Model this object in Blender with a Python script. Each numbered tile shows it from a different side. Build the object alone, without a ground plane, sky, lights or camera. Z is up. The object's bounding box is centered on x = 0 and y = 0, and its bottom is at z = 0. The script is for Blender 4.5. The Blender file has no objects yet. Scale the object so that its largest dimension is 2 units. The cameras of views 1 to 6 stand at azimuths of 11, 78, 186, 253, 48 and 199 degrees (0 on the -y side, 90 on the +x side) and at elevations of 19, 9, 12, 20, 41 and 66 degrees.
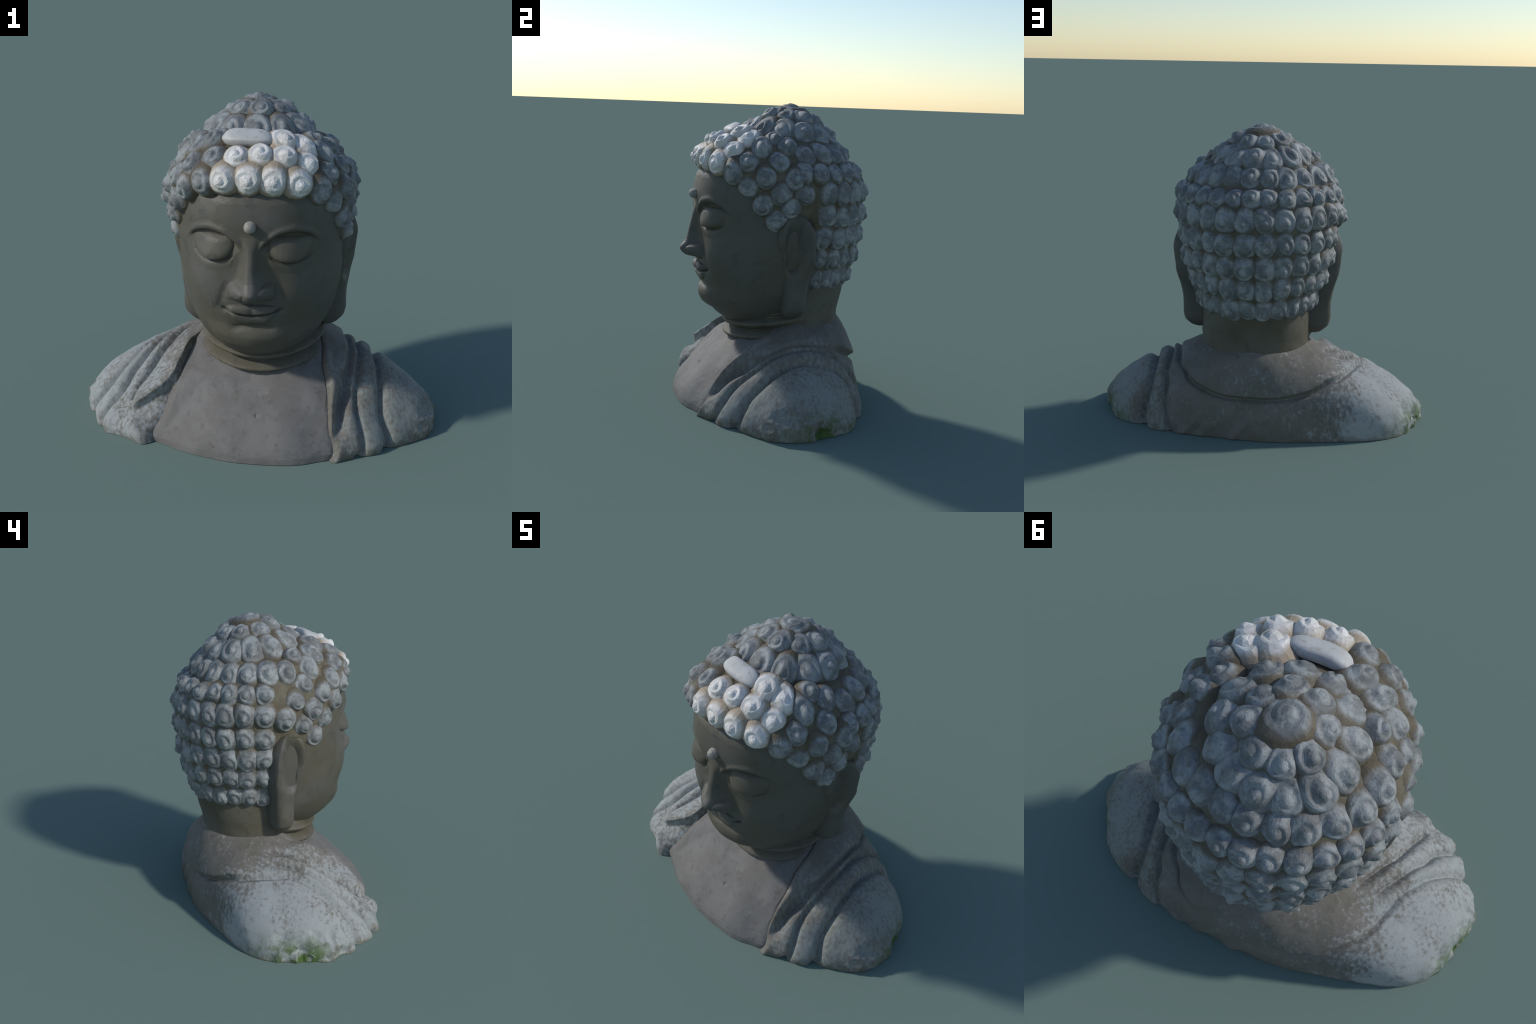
# Weathered stone bust of a meditating sage: tight snail-shell curls, cranial bump,
# long ear lobes, ringed neck, draped robe over a broken-off bust.
import bpy, math
import numpy as np
from mathutils import Matrix, Vector

RNG = np.random.default_rng(7)

# ------------------------------------------------------------------ helpers
def pchip(xs, ys):
    xs = np.array(xs, float); ys = np.array(ys, float)
    h = np.diff(xs); d = np.diff(ys) / h
    m = np.zeros_like(ys); m[0] = d[0]; m[-1] = d[-1]
    for i in range(1, len(xs) - 1):
        if d[i-1] * d[i] > 0:
            w1 = 2*h[i] + h[i-1]; w2 = h[i] + 2*h[i-1]
            m[i] = (w1 + w2) / (w1/d[i-1] + w2/d[i])
    def f(x):
        x = np.clip(np.asarray(x, float), xs[0], xs[-1])
        i = np.clip(np.searchsorted(xs, x) - 1, 0, len(h) - 1)
        t = (x - xs[i]) / h[i]
        return ((1+2*t)*(1-t)**2*ys[i] + t*(1-t)**2*h[i]*m[i]
                + t*t*(3-2*t)*ys[i+1] + t*t*(t-1)*h[i]*m[i+1])
    return f

def sstep(a, b, x):
    t = np.clip((np.asarray(x, float) - a) / (b - a), 0, 1)
    return t*t*(3-2*t)

def gauss(x, w):
    return np.exp(-(np.asarray(x, float) / w)**2)

def vnoise(p, scale, seed=0):
    """smooth value noise in -1..1"""
    q = np.asarray(p, float) * scale + 37.13 + seed*17.7
    i = np.floor(q).astype(np.int64); f = q - i; f = f*f*(3-2*f)
    def h(o):
        n = (i[..., 0]+o[0])*374761393 + (i[..., 1]+o[1])*668265263 + (i[..., 2]+o[2])*1274126177 + seed*97
        n = (n ^ (n >> 13)) * 1103515245 & 0x7fffffff
        n = (n ^ (n >> 16)) & 0xffff
        return n / 32767.5 - 1
    r = 0
    for a in (0, 1):
        for b in (0, 1):
            for c in (0, 1):
                w = (f[..., 0] if a else 1-f[..., 0])*(f[..., 1] if b else 1-f[..., 1])*(f[..., 2] if c else 1-f[..., 2])
                r = r + w*h((a, b, c))
    return r

def fbm(p, scale, seed=0, n=3):
    r = 0; a = 1.0
    for k in range(n):
        r = r + a*vnoise(p, scale*2**k, seed+k); a *= .5
    return r

# head frame: turned slightly to the statue's left
YAW = math.radians(4.5); OX, OY = .035, .06
def to_world(p):
    p = np.asarray(p, float); c, s = math.cos(YAW), math.sin(YAW)
    return np.stack([OX + p[..., 0]*c - p[..., 1]*s, OY + p[..., 0]*s + p[..., 1]*c, p[..., 2]], -1)

def grid_faces(n, m, closed):
    """n rings of m points"""
    f = []
    for i in range(n-1):
        for j in range(m if closed else m-1):
            k = (j+1) % m
            f.append((i*m+j, i*m+k, (i+1)*m+k, (i+1)*m+j))
    return f

ROOT = None
def add_object(name, verts, faces, mat, parent, facets=None, smooth=True, angle=None):
    me = bpy.data.meshes.new(name)
    me.from_pydata([tuple(map(float, v)) for v in verts], [], faces)
    me.validate(); me.update()
    if facets:
        ob = bpy.data.objects.new(name, me)
        bpy.context.scene.collection.objects.link(ob)
        tri = ob.modifiers.new('t', 'TRIANGULATE')
        dec = ob.modifiers.new('d', 'DECIMATE')
        n = sum(len(p.vertices)-2 for p in me.polygons)
        dec.ratio = min(1.0, facets / n)
        dg = bpy.context.evaluated_depsgraph_get()
        me2 = bpy.data.meshes.new_from_object(ob.evaluated_get(dg))
        bpy.data.objects.remove(ob); bpy.data.meshes.remove(me)
        me = me2; me.name = name
    me.shade_smooth() if smooth else me.shade_flat()
    if angle is not None:
        me.set_sharp_from_angle(angle=math.radians(angle))
    me.materials.append(mat)
    ob = bpy.data.objects.new(name, me)
    bpy.context.scene.collection.objects.link(ob)
    ob.parent = parent
    return ob

# ------------------------------------------------------------------ materials
def stone(name, base, second, dark, crevice=None, pale=None, moss=None, scale=6., rough=.72,
          base_cut=(.40, .62), spec=.3, bump=.25, curl=False):
    m = bpy.data.materials.new(name); m.use_nodes = True
    nt = m.node_tree; nt.nodes.clear(); N = nt.nodes.new; L = nt.links.new
    out = N('ShaderNodeOutputMaterial'); b = N('ShaderNodeBsdfPrincipled'); L(b.outputs[0], out.inputs[0])
    tc = N('ShaderNodeTexCoord'); co = tc.outputs['Object']
    if curl:
        oi = N('ShaderNodeObjectInfo'); va = N('ShaderNodeVectorMath'); va.operation = 'ADD'
        L(tc.outputs['Object'], va.inputs[0]); L(oi.outputs['Location'], va.inputs[1]); co = va.outputs[0]
    def noise(sc, det=5, ro=.6, dist=0., stretch=None):
        n = N('ShaderNodeTexNoise'); n.inputs['Scale'].default_value = sc
        n.inputs['Detail'].default_value = det; n.inputs['Roughness'].default_value = ro
        n.inputs['Distortion'].default_value = dist
        if stretch:
            mp = N('ShaderNodeMapping'); mp.inputs['Scale'].default_value = stretch
            L(co, mp.inputs[0]); L(mp.outputs[0], n.inputs['Vector'])
        else:
            L(co, n.inputs['Vector'])
        return n.outputs['Fac']
    def ramp(fac, a, c):
        r = N('ShaderNodeMapRange'); r.interpolation_type = 'SMOOTHSTEP'
        r.inputs['From Min'].default_value = a; r.inputs['From Max'].default_value = c
        L(fac, r.inputs['Value']); return r.outputs[0]
    def mix(fac, c1, c2):
        x = N('ShaderNodeMix'); x.data_type = 'RGBA'
        if isinstance(fac, float): x.inputs[0].default_value = fac
        else: L(fac, x.inputs[0])
        for i, c in ((6, c1), (7, c2)):
            if isinstance(c, tuple): x.inputs[i].default_value = (*c, 1)
            else: L(c, x.inputs[i])
        return x.outputs[2]
    def math_(op, a, c):
        x = N('ShaderNodeMath'); x.operation = op
        for i, v in ((0, a), (1, c)):
            if isinstance(v, (int, float)): x.inputs[i].default_value = v
            else: L(v, x.inputs[i])
        return x.outputs[0]
    col = mix(ramp(noise(scale), *base_cut), base, second)
    col = mix(math_('MULTIPLY', ramp(noise(scale*3.7, 6, .65, .3), .52, .7), .55), col, dark)
    sep = N('ShaderNodeSeparateXYZ'); L(co, sep.inputs[0])
    ctx = dict(N=N, L=L, noise=noise, ramp=ramp, mix=mix, math=math_, sep=sep, co=co)
    if pale: col = pale(ctx, col)
    if curl:
        ln = N('ShaderNodeVectorMath'); ln.operation = 'MULTIPLY'; ln.inputs[1].default_value = (1, 1, 0)
        L(tc.outputs['Object'], ln.inputs[0]); lg = N('ShaderNodeVectorMath'); lg.operation = 'LENGTH'; L(ln.outputs[0], lg.inputs[0])
        rr = math_('ADD', lg.outputs['Value'], math_('MULTIPLY', noise(30, 3), .022))
        col = mix(math_('MULTIPLY', ramp(rr, .056, .077), .9), col, curl)
    if crevice:
        g = N('ShaderNodeNewGeometry')
        f = math_('MULTIPLY', ramp(g.outputs['Pointiness'], .495, .44), .75)
        f = math_('MULTIPLY', f, ramp(noise(9), .3, .6))
        col = mix(f, col, crevice)
    if moss: col = moss(ctx, col)
    # fine speckle
    sp = ramp(noise(55, 3, .7), .66, .74)
    col = mix(math_('MULTIPLY', sp, .25), col, tuple(min(1, c*1.9) for c in second))
    L(col, b.inputs['Base Color'])
    b.inputs['Roughness'].default_value = rough
    b.inputs['Specular IOR Level'].default_value = spec
    bp = N('ShaderNodeBump'); bp.inputs['Strength'].default_value = bump; bp.inputs['Distance'].default_value = .01
    L(noise(38, 6, .7), bp.inputs['Height']); L(bp.outputs[0], b.inputs['Normal'])
    return m

def robe_pale(c, col):
    """lime-white weathering on the shoulders, breaking up into flecks on the back and near the neck"""
    n = c['noise'](4, 6, .6, .3)
    n2 = c['noise'](48, 4, .6, .25, (1, 1, .6))
    ax = c['math']('ABSOLUTE', c['sep'].outputs[0], 0)
    side = c['ramp'](ax, .22, .72)
    f = c['math']('ADD', c['math']('MULTIPLY', n, .45), c['math']('MULTIPLY', n2, .55))
    f = c['math']('ADD', f, c['math']('MULTIPLY', side, .195))
    f = c['math']('SUBTRACT', f, c['math']('MULTIPLY', c['ramp'](c['sep'].outputs[0], .1, .5), .05))
    f = c['math']('MULTIPLY', c['ramp'](f, .52, .73), .88)
    tone = c['mix'](c['ramp'](c['sep'].outputs[0], -.3, .6), (.33, .352, .35), (.235, .258, .245))
    return c['mix'](f, col, tone)

def robe_moss(c, col):
    ax = c['math']('ABSOLUTE', c['sep'].outputs[0], 0)
    low = c['ramp'](c['sep'].outputs[2], .20, .02)
    far = c['ramp'](ax, .70, .95)
    back = c['ramp'](c['sep'].outputs[1], -.12, .1)
    f = c['math']('MULTIPLY', c['math']('MULTIPLY', low, far), back)
    f = c['math']('MULTIPLY', f, c['ramp'](c['noise'](11, 5, .7), .42, .58))
    return c['mix'](f, col, (.06, .11, .025))

MAT_FACE = stone('dark_stone', (.100, .095, .082), (.092, .083, .060), (.05, .05, .045), scale=3.0, rough=.55, spec=.4, bump=.12)
MAT_NECK = stone('neck_stone', (.12, .11, .085), (.10, .088, .06), (.06, .055, .045), scale=4, rough=.65, bump=.15)
MAT_HAIR = stone('curl_stone', (.155, .162, .162), (.29, .307, .308), (.060, .061, .058), curl=(.105, .082, .048), scale=16, rough=.55, bump=.5)
MAT_CAP = stone('hair_ground_stone', (.11, .092, .060), (.14, .125, .09), (.065, .055, .04), scale=9, rough=.75)
MAT_SUN_CURL = stone('baked_sun_curl_stone', (.56, .54, .51), (.68, .67, .65), (.34, .29, .23), curl=(.30, .235, .16), scale=10, rough=.5, bump=.4)  # front curls: baked-in sunlight copied as a brighter stone colour
MAT_BAR = stone('smooth_pale_stone', (.44, .44, .43), (.50, .50, .49), (.30, .27, .22), scale=8, rough=.5, bump=.15)
MAT_JEWEL = stone('jewel_stone', (.26, .24, .21), (.34, .32, .29), (.10, .09, .07), scale=25, rough=.45, bump=.2)
MAT_CHEST = stone('chest_stone', (.150, .141, .130), (.178, .170, .16), (.10, .09, .078), scale=5, rough=.7, bump=.2)
MAT_ROBE = stone('robe_stone', (.165, .152, .135), (.14, .132, .11), (.095, .088, .07), pale=robe_pale, moss=robe_moss, crevice=(.13, .105, .065), scale=6, rough=.75, bump=.3)

# ------------------------------------------------------------------ root
ROOT = bpy.data.objects.new('stone_bust', None)
bpy.context.scene.collection.objects.link(ROOT)
ROOT['label'] = 'weathered grey stone bust with tight curled hair'
ROOT['category'] = 'statue'

# ------------------------------------------------------------------ torso and robe surface
OUTLINE = [(.25,-.572),(.0,-.588),(-.13,-.575),(-.30,-.53),(-.44,-.465),(-.52,-.462),(-.66,-.43),(-.756,-.392),
           (-.89,-.218),(-.985,-.02),(-.945,.18),(-.844,.355),(-.78,.405),(-.55,.475),(-.33,.513),(-.2,.535),
           (.1,.53),(.424,.49),(.595,.455),(.68,.40),(.83,.335),(.96,.151),(1.0,-.06),(.95,-.168),(.80,-.29),
           (.65,-.415),(.46,-.492)]
_o = np.array(OUTLINE)
_ps = np.arctan2(_o[:, 0], -_o[:, 1]/.56); _r = np.hypot(_o[:, 0], _o[:, 1]/.56)
_k = np.argsort(_ps); _ps = _ps[_k]; _r = _r[_k]
RB = pchip(np.concatenate([_ps-2*np.pi, _ps, _ps+2*np.pi]), np.tile(_r, 3))
# profiles from the neck (0) to the ground (1): share of the way out, and height
PROFILE = {   # station in degrees: (outward share, height)
    -180: ([0,.28,.52,.75,.88,.95,1.,1.], [.50,.455,.40,.315,.22,.14,.06,0]),
    -135: ([0,.2,.4,.6,.8,.94,1.,1.],     [.49,.425,.364,.303,.225,.135,.050,0]),
    -90:  ([0,.2,.4,.6,.8,.94,1.,1.],     [.50,.432,.370,.310,.228,.133,.050,0]),
    -45:  ([0,.2,.4,.6,.8,.94,1.,1.],     [.40,.362,.302,.226,.138,.070,.025,0]),
    0:    ([0,.2,.4,.6,.8,.93,.985,1.],     [.355,.298,.245,.187,.122,.067,.025,0]),
    45:   ([0,.2,.4,.6,.8,.94,1.,1.],     [.40,.362,.31,.238,.152,.082,.03,0]),
    90:   ([0,.2,.4,.6,.8,.94,1.,1.],     [.50,.435,.378,.313,.228,.133,.045,0]),
    135:  ([0,.2,.4,.6,.8,.94,1.,1.],     [.485,.42,.355,.285,.195,.107,.04,0]),
    180:  ([0,.28,.52,.75,.88,.95,1.,1.], [.50,.455,.40,.315,.22,.14,.06,0]),
}
_st = sorted(PROFILE)
_ss = np.linspace(0, 1, 8)
_pa = [pchip(_ss, PROFILE[a][0]) for a in _st]; _pz = [pchip(_ss, PROFILE[a][1]) for a in _st]

def torso_surface(ps, s):
    ps = np.asarray(ps, float); s = np.asarray(s, float)
    x = np.clip((ps+np.pi)/(np.pi/4), 0, 8-1e-9); i = x.astype(int); f = x-i; f = f*f*(3-2*f)
    def tab(fs):
        C = np.stack([g(s) for g in fs], 0)
        return np.take_along_axis(C, i[None], 0)[0]*(1-f) + np.take_along_axis(C, i[None]+1, 0)[0]*f
    a = tab(_pa); z = tab(_pz)
    nx = .03 + .31*np.sin(ps); ny = .085 - .335*np.cos(ps)
    bx = RB(ps)*np.sin(ps); by = -.56*RB(ps)*np.cos(ps)
    return np.stack([nx+(bx-nx)*a, ny+(by-ny)*a, z], -1)

def torso_normal(ps, s):
    e = 1e-3
    w = lambda q: (q+np.pi) % (2*np.pi) - np.pi
    du = torso_surface(w(ps+8*e), s) - torso_surface(w(ps-8*e), s)
    s1 = np.clip(s+6*e, 0, 1); s0 = np.clip(s-6*e, 0, 1)
    dv = torso_surface(ps, s1) - torso_surface(ps, s0)
    n = np.cross(dv, du); n /= np.linalg.norm(n, axis=-1, keepdims=True) + 1e-12
    return n

D = np.radians
_gp, _gs = [g.ravel() for g in np.meshgrid(D(np.arange(-180, 180, .75)), np.linspace(0, 1, 241), indexing='ij')]
_gq = torso_surface(_gp, _gs)
def snap(pts):
    """nearest (angle, share) on the torso for points measured in space"""
    ii = [int(((_gq - np.array(p))**2).sum(1).argmin()) for p in pts]
    return _gp[ii], _gs[ii]
def edge(pts):
    a, q = snap(pts); k = np.argsort(q); a, q = a[k], q[k]; q[0] = 0; q[-1] = 1
    return pchip(q, a)
# where the robe leaves the bare breast, on either side
EDGE_R = edge([(.36,.06,.50),(.371,-.023,.446),(.379,-.083,.409),(.389,-.162,.356),(.417,-.245,.297),(.435,-.333,.216),(.45,-.42,.11),(.461,-.491,0)])
EDGE_L = edge([(-.29,.05,.50),(-.325,-.03,.43),(-.345,-.11,.38),(-.356,-.197,.326),(-.366,-.257,.282),(-.379,-.306,.24),(-.407,-.396,.134),(-.44,-.46,0)])

class Line:
    """a fold line drawn on the torso through points in space"""
    def __init__(self, pts):
        a, s = snap(pts); a = np.unwrap(a)
        t = np.concatenate([[0], np.cumsum(np.hypot(np.diff(a), np.diff(s)))])
        tt = np.linspace(0, t[-1], 90)
        aa = (pchip(t, a)(tt) + np.pi) % (2*np.pi) - np.pi
        s = pchip(t, s)(tt)
        self.p = torso_surface(aa, s); self.n = torso_normal(aa, s); self.t = tt/t[-1]
    def dist(self, P):
        d = np.full(len(P), 9.); side = np.zeros(len(P)); tv = np.zeros(len(P))
        q = self.p; seg = np.diff(q, axis=0); l2 = (seg**2).sum(1)
        for i in range(len(seg)):
            v = P - q[i]; t = np.clip(v@seg[i]/l2[i], 0, 1)
            w = v - t[:, None]*seg[i]; dd = np.linalg.norm(w, axis=1)
            m = dd < d; d[m] = dd[m]
            b = np.cross(seg[i], self.n[i]); side[m] = np.sign(w[m]@b)
            tv[m] = self.t[i] + t[m]*(self.t[i+1]-self.t[i])
        return d*side, tv

COLLAR = [(.47,-.48,.03),(.497,-.444,.104),(.508,-.333,.223),(.531,-.235,.303),(.53,-.102,.365),(.515,.05,.40),(.498,.175,.412),
          (.428,.338,.364),(.296,.466,.285),(.133,.51,.25),(-.067,.515,.251),(-.31,.46,.277),(-.433,.385,.325),(-.545,.25,.365),
          (-.59,.12,.36),(-.671,-.025,.298),(-.76,-.123,.216),(-.832,-.178,.12),(-.90,-.21,0)]
FOLD_R = [(.612,-.432,0),(.599,-.317,.159),(.588,-.19,.28),(.576,-.051,.343),(.552,.133,.388),(.545,.25,.36),(.54,.37,.27),(.52,.45,.11),(.50,.48,0)]
FOLD_R2 = [(.728,-.30,0),(.724,-.24,.127),(.72,-.19,.23),(.698,-.048,.32),(.665,.08,.35),(.648,.199,.325),(.65,.33,.25),(.67,.38,.09),(.67,.40,0)]
FOLD_L = [(-.614,-.31,.175),(-.586,-.226,.267),(-.549,-.127,.343),(-.484,-.01,.402),(-.42,.115,.44),(-.36,.2,.46)]
FOLD_L2 = [(-.78,-.348,0),(-.713,-.241,.15),(-.663,-.141,.253),(-.607,-.064,.302),(-.513,.09,.368),(-.44,.22,.42)]
LAPEL = [(-.315,.03,.47),(-.345,-.09,.40),(-.37,-.19,.345),(-.40,-.27,.30),(-.46,-.32,.25),(-.54,-.35,.195),(-.60,-.36,.155),(-.625,-.35,.135)]
LAPEL_FOOT = [(-.622,-.375,.109),(-.591,-.419,.069),(-.562,-.45,.029),(-.535,-.475,0)]

def robe_height(P, ps, s):
    h = np.full(len(P), .0)
    def groove(d, w, dep): return -dep*gauss(d, w)
    d, t = Line(COLLAR).dist(P); d = -d      # positive towards the neck
    back = sstep(.30, .42, t)*sstep(.80, .66, t)
    front = sstep(.24, .05, t); left = sstep(.78, .9, t)
    # collar layer stands proud of the cloth below it at the back
    h += back*(.024*sstep(-.004, .012, d)*np.exp(-np.clip(d, 0, 1)/.22) + groove(d+.012, .016, .022))
    h += (groove(d, .017+.020*front, .026+.020*front) + .010*left*gauss(np.abs(d)-.05, .035))*np.clip(1-back*1.2, 0, 1)
    d, t = Line(FOLD_R).dist(P); h += groove(d, .016, .024) + .005*gauss(np.abs(d)-.05, .035)
    d, t = Line(FOLD_R2).dist(P); h += groove(d, .022, .036) + .006*gauss(np.abs(d)-.07, .045)
    d, t = Line(FOLD_L2).dist(P); h += groove(d, .015, .028)*sstep(1, .75, t) + .012*gauss(np.abs(d)-.05, .035)*sstep(1, .7, t)
    d, t = Line(FOLD_L).dist(P); h += groove(d, .015, .030)*sstep(1, .7, t) + .008*gauss(np.abs(d)-.045, .03)*sstep(1, .7, t)
    # lapel rolled over on the right breast
    d, t = Line(LAPEL).dist(P); d = -d       # negative on the lapel
    lp = sstep(.02, .34, t)
    h += lp*(.048*np.where(d < 0, np.exp(-(d/.10)**2), np.exp(-(d/.014)**2)))*sstep(1.02, .93, t*np.ones_like(d))
    d, t = Line(LAPEL_FOOT).dist(P)
    h += .035*gauss(d, .05)*sstep(0, .25, t)
    return h

def build_torso():
    # solid body: visible as the bare breast, sunk a little below the robe elsewhere
    ps = np.linspace(-np.pi, np.pi, 361)[:-1]; s = np.linspace(0, 1, 120)
    S, PS = np.meshgrid(s, ps, indexing='ij')
    el, er = EDGE_L(S), EDGE_R(S)
    under = np.maximum(sstep(el+D(1), el-D(8), PS), sstep(er-D(1), er+D(8), PS))
    P = torso_surface(PS.ravel(), S.ravel()); n = torso_normal(PS.ravel(), S.ravel())
    bare = 1-under.ravel()
    dn = -.05*under.ravel() + bare*(.006*fbm(P, 4, 3) + .0022*fbm(P, 18, 5))
    # small chip in the middle of the breast
    dn += -.008*gauss(np.linalg.norm(P-np.array([.079, -.44, .20]), axis=1), .011)
    P = P + n*dn[:, None]; P[:, 2] = np.maximum(P[:, 2], 0); P[-360:, 2] = 0
    F = grid_faces(120, 360, True)
    V = list(P); c0 = len(V); V.append(np.array([.03, .085, .45])); V.append(np.array([0, 0, 0.]))
    for j in range(360):
        k = (j+1) % 360
        F.append((c0, k, j)); F.append((c0+1, 119*360+j, 119*360+k))
    add_object('torso', V, F, MAT_CHEST, ROOT, facets=4500, angle=6)

def build_robe():
    m, ns = 520, 190
    t = np.linspace(0, 1, m)
    s = np.linspace(0, 1, ns)
    S, Tt = np.meshgrid(s, t, indexing='ij')
    er, el = EDGE_R(S), EDGE_L(S) + 2*np.pi
    # more columns near the two front edges
    tw = Tt + .06*np.sin(2*np.pi*Tt)*-1*.9
    PSu = er + (el-er)*tw
    PS = (PSu+np.pi) % (2*np.pi) - np.pi
    ps, sv = PS.ravel(), S.ravel()
    P = torso_surface(ps, sv); n = torso_normal(ps, sv)
    h = robe_height(P, ps, sv)
    # distance from the free edges, along the ring
    ring = P.reshape(ns, m, 3)
    seg = np.linalg.norm(np.diff(ring, axis=1), axis=2)
    d0 = np.concatenate([np.zeros((ns, 1)), np.cumsum(seg, 1)], 1); d1 = d0[:, -1:] - d0
    e0, e1 = d0.ravel(), d1.ravel()
    top = sstep(.0, .10, sv)
    # right-hand (statue's left) hem: rolled lip
    lip = .035*gauss(e0-.035, .035)*sstep(.02, .2, sv) + .008
    h = h + lip*sstep(.25, .0, e0)
    h = h - .026*gauss(e1-.028, .036)*sstep(.28, .45, sv)      # hollow under the lapel
    rnd = lambda e, w: np.sqrt(np.clip(1-(1-np.clip(e/w, 0, 1))**2, 0, 1))
    th = rnd(e0, .022)*rnd(e1, .02)
    h = -.055 + (h+.055)*th
    h = h + .004*fbm(P, 5, 11) + .0018*fbm(P, 20, 12)
    h *= (.25+.75*top)
    # oblique cloth folds low on the back
    for x0, w in ((.36, .03), (.25, .035), (.06, .03)):
        dd = (P[:, 0]-x0) + (P[:, 2]-.06)*.8
        h += .016*gauss(dd, w)*sstep(.2, .05, P[:, 2])*(P[:, 1] > .2)*sstep(.0, .03, P[:, 2]+.02)
    P = P + n*h[:, None]
    # broken-off ends of the upper arms
    ax = np.abs(P[:, 0])
    brk = sstep(.84, .97, ax)*sstep(.26, .10, P[:, 2])
    crag = np.abs(vnoise(P, 9, 21))*.7 + np.abs(vnoise(P, 21, 22))*.4
    P[:, 0] -= np.sign(P[:, 0])*brk*(.050*crag - .018)
    P[:, 1] *= 1 - brk*.03*crag
    for c, r, dp in (((.90, .20, .235), .022, .022), ((.935, .27, .13), .024, .025), ((-.90, .25, .15), .03, .03),
                     ((-.955, .16, .07), .035, .035), ((-.93, .05, .12), .02, .015), ((.97, .12, .04), .04, .04)):
        g = gauss(np.linalg.norm(P-np.array(c), axis=1), r)
        P -= (n*dp)*g[:, None]
    P[:, 0] = np.clip(P[:, 0], -.998, .998); P[:, 2] = np.maximum(P[:, 2], 0); P = P.reshape(ns, m, 3)
    P[-1, :, 2] = 0
    # turn the hem under, into the body
    inner = P[-1].copy(); inner[:, :2] *= .88; inner[:, 2] = .001
    P = np.concatenate([P, inner[None]], 0)
    add_object('robe', P.reshape(-1, 3), grid_faces(ns+1, m, False), MAT_ROBE, ROOT, facets=20000, angle=9)

# ------------------------------------------------------------------ neck
def build_neck():
    n, m = 90, 160
    z = np.linspace(.28, .76, n); a = np.linspace(-np.pi, np.pi, m+1)[:-1]
    Z, A = np.meshgrid(z, a, indexing='ij')
    fr = (1+np.cos(A))/2
    W = .328 + 0*Z; F = .338 + 0*Z; B = pchip([.28,.45,.525,.63,.76], [.36,.352,.348,.372,.40])(Z)
    Yd = np.where(np.abs(A) < np.pi/2, F, B)
    x = W*np.sin(A); y = -Yd*np.cos(A)
    zz = Z - .10*(1-np.cos(A))*.5*1.3
    ring = np.cos(2*np.pi*(zz-.385)/.078)*.5+.5
    dep = .052*sstep(.34, .36, zz)*sstep(.52, .48, zz)*sstep(.4, .7, fr)
    k = 1 + (ring**.6-.5)*dep/.3
    P = to_world(np.stack([x*k, y*k, Z], -1).reshape(-1, 3))
    P[:, 0] += .0; P[:, 1] += .02
    P += .003*fbm(P, 9, 4)[:, None]
    add_object('neck', P, grid_faces(n, m, True), MAT_NECK, ROOT, facets=3000, angle=10)

# ------------------------------------------------------------------ head
FACE_X = -.012     # the face sits a hair to one side of the skull axis
HF = pchip([.43,.455,.479,.531,.565,.60,.648,.705,.755,.83,.92,1.0,1.1,1.186,1.25,1.346,1.42,1.50,1.55],
           [.20,.29,.345,.42,.465,.492,.505,.50,.507,.518,.522,.525,.53,.540,.545,.533,.48,.36,.2])
HW = pchip([.43,.455,.5,.55,.62,.7,.8,.9,1.0,1.1,1.25,1.4,1.5,1.55],
           [.17,.20,.252,.300,.353,.394,.420,.435,.443,.445,.442,.40,.30,.2])
HB = pchip([.43,.6,.7,.8,1.0,1.3,1.45,1.55], [.20,.25,.30,.38,.42,.43,.32,.2])
HWB = pchip([.43,.6,.7,.8,1.0,1.3,1.45,1.55], [.18,.26,.30,.34,.39,.42,.36,.2])   # half width behind the ears

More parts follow.
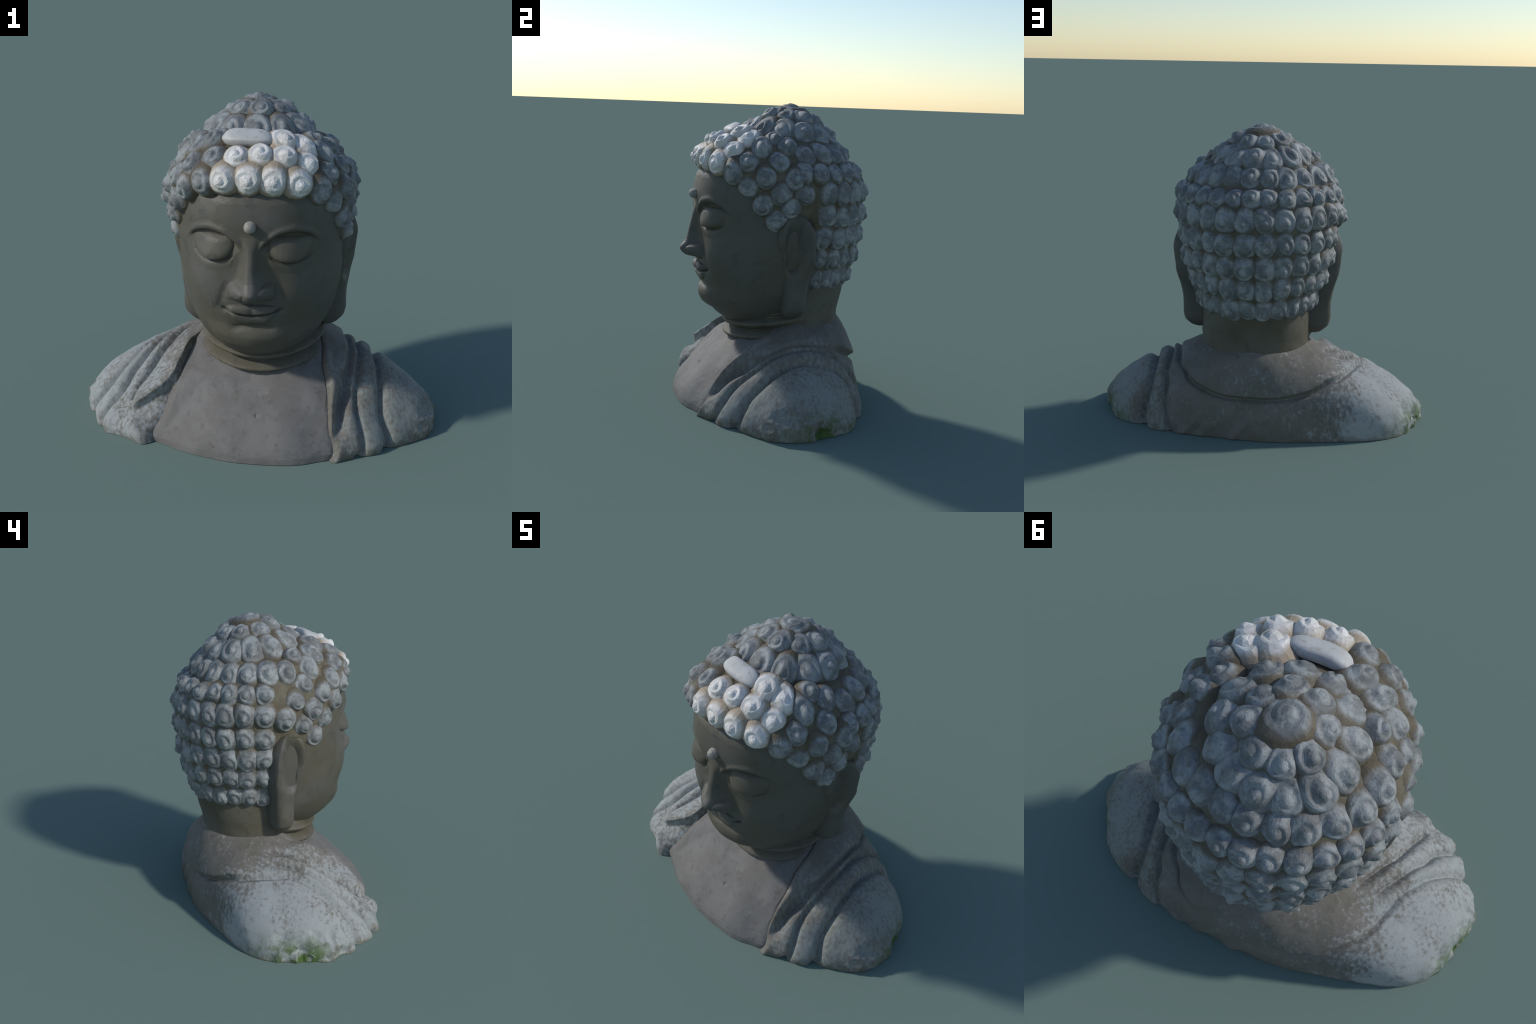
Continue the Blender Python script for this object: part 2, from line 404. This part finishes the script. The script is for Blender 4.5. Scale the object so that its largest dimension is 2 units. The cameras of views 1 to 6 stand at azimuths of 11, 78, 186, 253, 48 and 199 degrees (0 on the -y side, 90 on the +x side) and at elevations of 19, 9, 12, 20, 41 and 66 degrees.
def face_relief(x, z):
    """outward push of the face as a function of position across and up the face"""
    x = x - FACE_X; a = np.abs(x)
    h = np.zeros_like(x)
    # brow arch: forehead stands over the socket
    brow = pchip([0,.03,.09,.15,.21,.28,.335,.40], [1.02,1.11,1.178,1.212,1.222,1.20,1.15,1.05])(a)
    low = pchip([0,.06,.10,.17,.22,.29,.36], [1.10,1.075,1.066,1.05,1.05,1.08,1.12])(a)
    side = sstep(.028, .062, a)*sstep(.36, .27, a)
    ex = (a-.195)/.108; slit = 1.056 + .036*np.abs(ex)**2.2
    sock = sstep(0, .028, brow-z)*sstep(-.015, .085, z-slit)*side
    h -= .026*sock
    h += .010*gauss(z-brow-.008, .018)*side
    # eyelid: long smooth dome with the slit at its lower edge
    v = (z-(slit+.052))/.072
    dome = np.clip(1-ex**2-np.where(v > 0, v*.93, v*.95)**2, 0, 1)
    h += .047*dome**.75*sstep(-.006, .012, z-slit)
    inx = sstep(1.08, .8, np.abs(ex))
    h -= .009*gauss(z-slit+.002, .009)*inx
    h += .004*gauss(z-slit+.030, .022)*inx           # lower lid
    # nose
    wid = pchip([.84,.87,.90,.95,1.0,1.06,1.12,1.18,1.24], [.056,.062,.064,.056,.045,.038,.037,.045,.06])(z)
    hgt = pchip([.852,.870,.892,.920,.955,1.0,1.06,1.13,1.20,1.27], [0,.050,.076,.087,.079,.063,.046,.026,.005,0])(z)
    h += hgt*np.exp(-np.abs(a/wid)**2.6)
    ala = np.clip(1-((a-.080)/.044)**2-((z-.905)/.052)**2, 0, 1)
    h += .034*ala**.95
    h += .028*gauss(a, .075)*sstep(.85, .875, z)*sstep(.97, .91, z)
    h -= .010*gauss(a-.042, .018)*gauss(z-.862, .012)     # nostrils
    # soft cheeks, smile creases
    h += .024*np.exp(-((a-.24)/.10)**2-((z-.90)/.13)**2)
    h -= .007*gauss(a-(.125+.35*np.clip(.93-z, 0, .2)), .022)*sstep(.76, .82, z)*sstep(.97, .92, z)
    # mouth
    mouth = .772 + .024*np.clip(a/.13, 0, 1.2)**1.6
    tip = sstep(.135, .09, a)
    uh = .043*np.clip(1-(a/.138)**2, 0, 1)**.6 + .004
    u = (z-mouth)/uh
    cup = 1-.22*gauss(a, .016)
    h += .026*tip*np.where((u > 0) & (u < 1.25), np.sqrt(np.clip(1-((u-.35)/.9)**2, 0, 1)), 0)*cup
    lh = .050*np.clip(1-(a/.125)**2, 0, 1)**.6 + .004
    l = (mouth-z)/lh
    h += .015*sstep(.125, .08, a)*np.where((l > 0) & (l < 1.2), np.sqrt(np.clip(1-((l-.45)/.75)**2, 0, 1)), 0)
    h -= .016*gauss(z-mouth, .007)*sstep(.16, .12, a)
    h -= .012*np.exp(-((a-.140)/.02)**2-((z-.800)/.022)**2)
    h -= .006*gauss(a, .012)*sstep(.82, .835, z)*sstep(.87, .85, z)      # philtrum
    h -= .014*gauss(z-.705+.10*a, .018)*sstep(.13, .06, a)      # under the lip
    h += .007*np.exp(-(a/.10)**2-((z-.635)/.05)**2)        # chin
    h -= .012*gauss(z-.545-.22*np.clip(a, 0, .3)**1.2, .016)*sstep(.30, .1, a)  # double chin
    # small scratch above the brow mark
    return h

def head_surface(A, Z):
    F, W, B = HF(Z), HW(Z), HB(Z)
    n = 2.25
    c, s = np.cos(A), np.sin(A)
    Yd = np.where(c > 0, F, B)
    W = W + (np.minimum(HWB(Z), W)-W)*sstep(.05, -.5, c)
    r = (np.abs(s/W)**n + np.abs(c/Yd)**n)**(-1/n)
    return np.stack([r*s, -r*c, Z], -1)

def build_head():
    na = 420
    u = np.linspace(0, 1, na)
    # dense columns over the face
    a = np.pi*(2*u-1); a = a - .55*np.sin(a)*1.0
    a = a[:-1]
    z = np.concatenate([np.linspace(.43, .60, 60)[:-1], np.linspace(.60, 1.26, 330)[:-1], np.linspace(1.26, 1.55, 60)])
    Z, A = np.meshgrid(z, a, indexing='ij')
    P = head_surface(A, Z)
    front = sstep(.0, .35, np.cos(A))
    h = face_relief(P[..., 0], P[..., 2])*front
    # push along a mix of straight ahead and outward
    d = np.stack([np.sin(A)*.25, -np.ones_like(A), 0*A], -1); d /= np.linalg.norm(d, axis=-1, keepdims=True)
    P = P + d*h[..., None]
    W = to_world(P.reshape(-1, 3)); W += .0035*fbm(W, 7, 9)[:, None]*np.array([1, 1, .3])
    V = list(W); m = na-1; c0 = len(V); V.append(to_world(np.array([0, -.1, .43]))); V.append(to_world(np.array([0, 0, 1.55])))
    F = grid_faces(len(z), m, True)
    for j in range(m):
        k = (j+1) % m
        F.append((c0, k, j)); F.append((c0+1, (len(z)-1)*m+j, (len(z)-1)*m+k))
    head = add_object('head', V, F, MAT_FACE, ROOT, facets=9000, angle=5)
    # brow mark
    q = []; nn, mm = 12, 24
    for i in range(nn):
        for j in range(mm):
            th = (i+.02)/(nn-1)*math.pi/2*1.1; al = j/mm*2*math.pi
            q.append((.031*math.sin(th)*math.cos(al), .031*math.sin(th)*math.sin(al), .040*math.cos(th)))
    q = np.array(q)
    c = np.array([FACE_X, -.545, 1.243])
    P = np.stack([q[:, 0], -q[:, 2], q[:, 1]], -1)+c
    add_object('brow_jewel', to_world(P), grid_faces(nn, mm, True), MAT_JEWEL, head, smooth=True, facets=120, angle=15)
    return head

# ------------------------------------------------------------------ ears
def build_ear(sg, yc, drop, parent):
    zs = np.concatenate([np.linspace(1.185, 1.12, 16)[:-1], np.linspace(1.12, .60, 70)[:-1], np.linspace(.60, .535, 16)])
    yf = pchip([.535,.56,.60,.72,.80,.90,1.03,1.10,1.15,1.185], [-.01,-.045,-.058,-.066,-.078,-.098,-.13,-.122,-.09,-.03])
    yb = pchip([.535,.56,.60,.70,.80,.90,1.03,1.10,1.15,1.185], [.01,.06,.085,.090,.100,.123,.122,.098,.055,-.02])
    xo = pchip([.53,.548,.575,.60,.74,.914,1.07,1.185], [.36,.395,.425,.442,.456,.492,.510,.47])
    xi = pchip([.53,.58,.66,.80,.95,1.185], [.34,.33,.325,.34,.36,.38])
    m = 44
    q = np.linspace(-1, 1, m)
    V = []
    for z in zs:
        cy = (yf(z)+yb(z))/2; hw = (yb(z)-yf(z))/2
        y = cy + q*hw
        rim = np.power(np.clip(1-np.abs(q)**5, 0, 1), .5)
        up = float(sstep(.80, .92, z))
        # front half lies lower than the rim; shell hollow in the upper ear
        slope = -.028*up*sstep(.6, -1, q) - .012*(1-up)*sstep(.3, -1, q)
        slope = slope - .010*sstep(-.35, -.9, q)*float(sstep(.66, .76, z)*sstep(1.0, .92, z))
        ez = (z-.995)/.135; ey = (y-(-.012))/.062
        hol = -.066*np.exp(-(ez**2+ey**2)**1.6)
        hol += -.045*np.exp(-((z-.875)/.05)**2-((y+.02)/.034)**2)
        anti = .022*np.exp(-((y-.018-(z-1.0)*.15)/.016)**2-((z-1.0)/.10)**2)
        trag = .02*np.exp(-((y+.062)/.024)**2-((z-.90)/.035)**2)
        helix = .012*up*np.exp(-((q-.72)/.16)**2)
        lob = .010*np.exp(-((z-.64)/.07)**2)*(1-q**2)
        X = xi(z) + (xo(z)-xi(z)+slope+hol+helix+anti+trag+lob)*rim
        for j in range(m): V.append((sg*X[j], yc+y[j], z))
        for j in range(8):
            t = 1-2*(j+1)/9
            V.append((sg*(xi(z)-.01), yc+cy+t*hw*.9, z))
    mm = m+8; V = np.array(V)
    F = grid_faces(len(zs), mm, True)
    F.append(tuple(range(mm))); F.append(tuple(range((len(zs)-1)*mm, len(zs)*mm)))
    V[:, 0] += .5*drop*sstep(1.0, .75, V[:, 2])
    V[:, 2] -= drop*sstep(1.1, .7, V[:, 2])
    W = to_world(V); W += .002*fbm(W, 14, 31)[:, None]
    add_object('ear', W, F, MAT_FACE, parent, facets=1800, angle=10)

# ------------------------------------------------------------------ hair
WP = pchip([.64,.70,.78,.905,1.03,1.155,1.28,1.377,1.44,1.516,1.60,1.64,1.70,1.75,1.80],
           [.32,.35,.38,.432,.465,.492,.508,.504,.478,.425,.340,.278,.222,.17,.0])
FP = pchip([.64,1.0,1.30,1.367,1.45,1.48,1.53,1.59,1.65,1.70,1.755,1.80], [.40,.47,.505,.528,.550,.546,.522,.465,.36,.255,.146,.0])
BP = pchip([.64,.70,.78,.905,1.03,1.155,1.28,1.40,1.482,1.515,1.608,1.691,1.771,1.80],
           [.392,.425,.453,.488,.507,.514,.511,.475,.412,.385,.315,.243,.122,.0])
def hair_surface(phi, z, off):
    c, s = np.cos(phi), np.sin(phi); n = 2.08 + .37*sstep(-.5, .5, c)
    W = np.maximum(WP(z)-off, .01); Yd = np.maximum(np.where(c > 0, FP(z), BP(z))-off, .01)
    r = (np.abs(s/W)**n + np.abs(c/Yd)**n)**(-1/n)
    return np.stack([r*s - .006 - .006*sstep(1.35, 1.5, z), -r*c, z+0*r], -1)
def hair_normal(phi, z, off):
    e = 1e-2
    n = np.cross(hair_surface(phi+e, z, off)-hair_surface(phi-e, z, off), hair_surface(phi, z+e, off)-hair_surface(phi, z-e, off))
    return n/np.linalg.norm(n, axis=-1, keepdims=True)

HAIRLINE = pchip(D([0,20,42,52,60,68,76,84,95,104,112,180]), [1.395,1.385,1.335,1.255,1.17,1.075,1.05,1.09,1.10,.85,.675,.665])

def build_cap(parent):
    n, m = 110, 240
    a = np.linspace(-np.pi, np.pi, m+1)[:-1]; t = np.linspace(0, 1, n)
    T, A = np.meshgrid(t, a, indexing='ij')
    z0 = HAIRLINE(np.abs(A)); Z = z0 + (1.70-z0)*T
    roll = .05*(1-np.sqrt(np.clip(1-(1-np.clip(T/.10, 0, 1))**2, 0, 1)))
    P = hair_surface(A, Z, 0) - hair_normal(A, Z, 0)*(.030 + .035*sstep(1.58, 1.67, Z) + roll)[..., None]
    W = to_world(P.reshape(-1, 3)); W += .003*fbm(W, 10, 41)[:, None]
    V = list(W); c0 = len(V); V.append(to_world(np.array([-.02, .04, 1.66])))
    F = grid_faces(n, m, True)
    for j in range(m): F.append((c0, (n-1)*m+j, (n-1)*m+(j+1) % m))
    return add_object('hair', V, F, MAT_CAP, parent, facets=6000, angle=28)

def curl_mesh(name, seed, hand, mat, height=.052, facets=380):
    rng = np.random.default_rng(seed)
    nr, na = 26, 56
    V = []
    for i in range(nr):
        r = (i+1)/nr*1.12
        for j in range(na):
            th = j/na*2*math.pi
            rr = r*(1+.05*math.cos(2*th+seed)+.04*math.cos(3*th+2*seed))
            dome = (1-r**2)**.8 if r < 1 else -(r-1)*3.5
            turn = 1.6*r + hand*th/(2*math.pi) + .1*seed
            win = math.exp(-((r-.50)/.24)**2)
            w = height*(.90*dome + .12*max(0, 1-(r/.26)**2) + .10*win*math.cos(2*math.pi*turn))
            V.append((rr*.073*math.cos(th), rr*.073*math.sin(th) - .009*(1-r), w))
    V.append((0, -.008, height*1.04))
    F = grid_faces(nr, na, True)
    for j in range(na): F.append((len(V)-1, j, (j+1) % na))
    V = np.array(V); V += .0016*rng.standard_normal(3)*0
    ob = add_object(name, V, F, mat, None, facets=facets, smooth=True, angle=9)
    me = ob.data; bpy.data.objects.remove(ob)
    return me

ROWS = {
 'h1': [(-69,1.127),(-60,1.225),(-51,1.318),(-41,1.398),(-28,1.45),(-14.8,1.474),(-1.2,1.48),(12.6,1.474),(26.4,1.456),(40,1.40),(51,1.312),(61,1.22),(70,1.125)],
 'h2': [(-79.4,1.212),(-72,1.299),(-63.9,1.383),(-52.5,1.462),(-40,1.535),(-26,1.582),(-9.6,1.596),(5.3,1.60),(21.8,1.588),(36,1.548),(50,1.474),(62.7,1.383),(73,1.29),(80,1.205)],
 'h3': [(-92.8,1.259),(-85,1.36),(-76,1.458),(-66,1.535),(-53,1.60),(-38,1.64),(25,1.648),(41,1.618),(56,1.568),(70.8,1.486),(81.9,1.382),(89,1.285)],
}
def ring(z, step, start, lo, hi):
    out = []; a = start
    while a > lo: a -= step
    a += step
    while a < hi: out.append((a, z)); a += step
    return out

def build_hair(parent):
    cap = build_cap(parent)
    kinds = [curl_mesh('hair_curl', 1+i, 1 if i % 2 else -1, MAT_HAIR, .062+.003*i) for i in range(5)]
    pale = [curl_mesh('hair_curl', 11+i, -1, MAT_SUN_CURL, .066, 170) for i in range(3)]
    rng = np.random.default_rng(3)
    places = []      # (phi, z, sx, sz, pale)
    for k, L in ROWS.items():
        for f, z in L:
            places.append((f, z, 1.0, 1.30 if k == 'h3' and z > 1.5 else 1.06, -22 < f < 46 and not (k == 'h1' and f > 35)))  # last flag: front curls that get the painted sunlight
    for z, lo, hi in ((1.295, 96, 264), (1.150, 97, 263), (1.015, 106, 254), (.882, 106, 254), (.750, 106, 254)):
        for f, zz in ring(z, 13.2, 180-6.6, lo, hi): places.append((f, zz, 1.08 if z > 1 else 1.02, 1.2, False))
    for f, zz in ring(1.425, 12.7, 177, 88, 264): places.append((f, zz, .98, 1.02, False))
    for f, zz in ring(1.530, 16.5, 174, 88, 276): places.append((f, zz, 1.05, 1.28, False))
    places += [(-74, 1.608, .95, 1.0, False), (77, 1.572, .98, 1.1, False), (65, 1.622, .98, 1.0, False)]
    def put(c, nrm, sx, sz, is_pale, sink=.0):
        nrm = nrm/np.linalg.norm(nrm)
        up = np.array([0, 0, 1.]) - nrm*nrm[2]; up /= np.linalg.norm(up)
        right = np.cross(up, nrm)
        tw = rng.normal(0, .14); r2 = right*math.cos(tw)+up*math.sin(tw); u2 = up*math.cos(tw)-right*math.sin(tw)
        k = rng.uniform(1.04, 1.14); hz = rng.uniform(.9, 1.12)
        M = np.eye(4); M[:3, 0] = r2*sx*k; M[:3, 1] = u2*sz*k; M[:3, 2] = nrm*hz; M[:3, 3] = c - nrm*sink
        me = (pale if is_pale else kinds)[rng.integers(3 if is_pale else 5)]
        ob = bpy.data.objects.new('hair_curl', me)
        bpy.context.scene.collection.objects.link(ob)
        ob.parent = cap; ob.matrix_world = Matrix(M.tolist())
    R = np.array([[math.cos(YAW), -math.sin(YAW), 0], [math.sin(YAW), math.cos(YAW), 0], [0, 0, 1]])
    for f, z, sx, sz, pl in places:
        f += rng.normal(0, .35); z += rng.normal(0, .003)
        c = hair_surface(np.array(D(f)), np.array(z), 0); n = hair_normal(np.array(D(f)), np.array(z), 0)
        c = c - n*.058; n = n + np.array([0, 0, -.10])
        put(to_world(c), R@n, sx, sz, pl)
    # cranial bump
    uc = np.array([-.022, .049])
    n, m = 40, 96
    V = []
    for i in range(n):
        t = i/(n-1)
        rad = float(pchip([0,.25,.5,.75,1], [.245,.22,.15,.09,.02])(t)); zz = float(pchip([0,.25,.5,.75,1], [1.52,1.62,1.70,1.735,1.755])(t))
        for j in range(m):
            al = j/m*2*math.pi; V.append((uc[0]+rad*math.sin(al), uc[1]-rad*math.cos(al), zz))
    V.append((uc[0], uc[1], 1.76)); F = grid_faces(n, m, True)
    for j in range(m): F.append((len(V)-1, (n-1)*m+j, (n-1)*m+(j+1) % m))
    add_object('cranial_bump', to_world(np.array(V)), F, MAT_CAP, cap, facets=1500, angle=28)
    for count, rad, z, el, sc, off in ((8, .155, 1.737, 52, 1.12, 10), (13, .264, 1.652, 42, 1.2, 5)):
        for i in range(count):
            al = D(off+360/count*i+rng.normal(0, 1.5))
            d = np.array([math.sin(al), -math.cos(al), 0])
            nn = d*math.cos(D(el)) + np.array([0, 0, math.sin(D(el))])
            c = np.array([uc[0], uc[1], z+(.08 if count > 8 else .125)*rad*math.cos(al)]) + d*rad*(1+(.07*math.cos(al) if count > 8 else 0)) - nn*.058
            put(to_world(c), R@nn, sc, sc*(1.22 if count > 8 else 1.05), False, 0)
    # top knob: one broad curl
    me = curl_mesh('crown_knob', 5, 1, MAT_HAIR, .052, 220)
    ob = bpy.data.objects.new('crown_knob', me); bpy.context.scene.collection.objects.link(ob); ob.parent = cap
    c = to_world(np.array([uc[0], uc[1], 1.748])); ob.matrix_world = Matrix.Translation(Vector(c)) @ Matrix.Diagonal((1.4, 1.4, .95, 1))
    # flat bar ornament set into the front rows
    nn, mm = 60, 26
    V = []
    for i in range(nn):
        u = i/(nn-1)*2-1; f = D(-6.5+23.5*u)
        endw = (1-abs(u)**4)**.5 if abs(u) < 1 else 0
        for j in range(mm):
            al = j/mm*2*math.pi
            cz, cw = math.cos(al), math.sin(al)
            q = lambda v: math.copysign(abs(v)**.6, v)
            z0 = np.array(1.664-.006*u*u); c = hair_surface(np.array(f), z0, 0); nn_ = hair_normal(np.array(f), z0, 0)
            tz = np.cross(nn_, np.array([math.cos(f), math.sin(f), 0])); tz *= np.sign(tz[2])
            V.append(c + tz*.052*q(cz)*max(endw, .05) + nn_*(-.035+.032*q(cw)*max(endw, .05)))
    F = grid_faces(nn, mm, True); F.append(tuple(range(mm))); F.append(tuple(range((nn-1)*mm, nn*mm)))
    add_object('hair_bar', to_world(np.array(V)), F, MAT_BAR, cap, facets=420, angle=20)

# ------------------------------------------------------------------ build
build_torso()
build_robe()
build_neck()
HEAD = build_head()
build_ear(-1, -.005, .015, ROOT)
build_ear(1, -.035, .0, ROOT)
build_hair(ROOT)
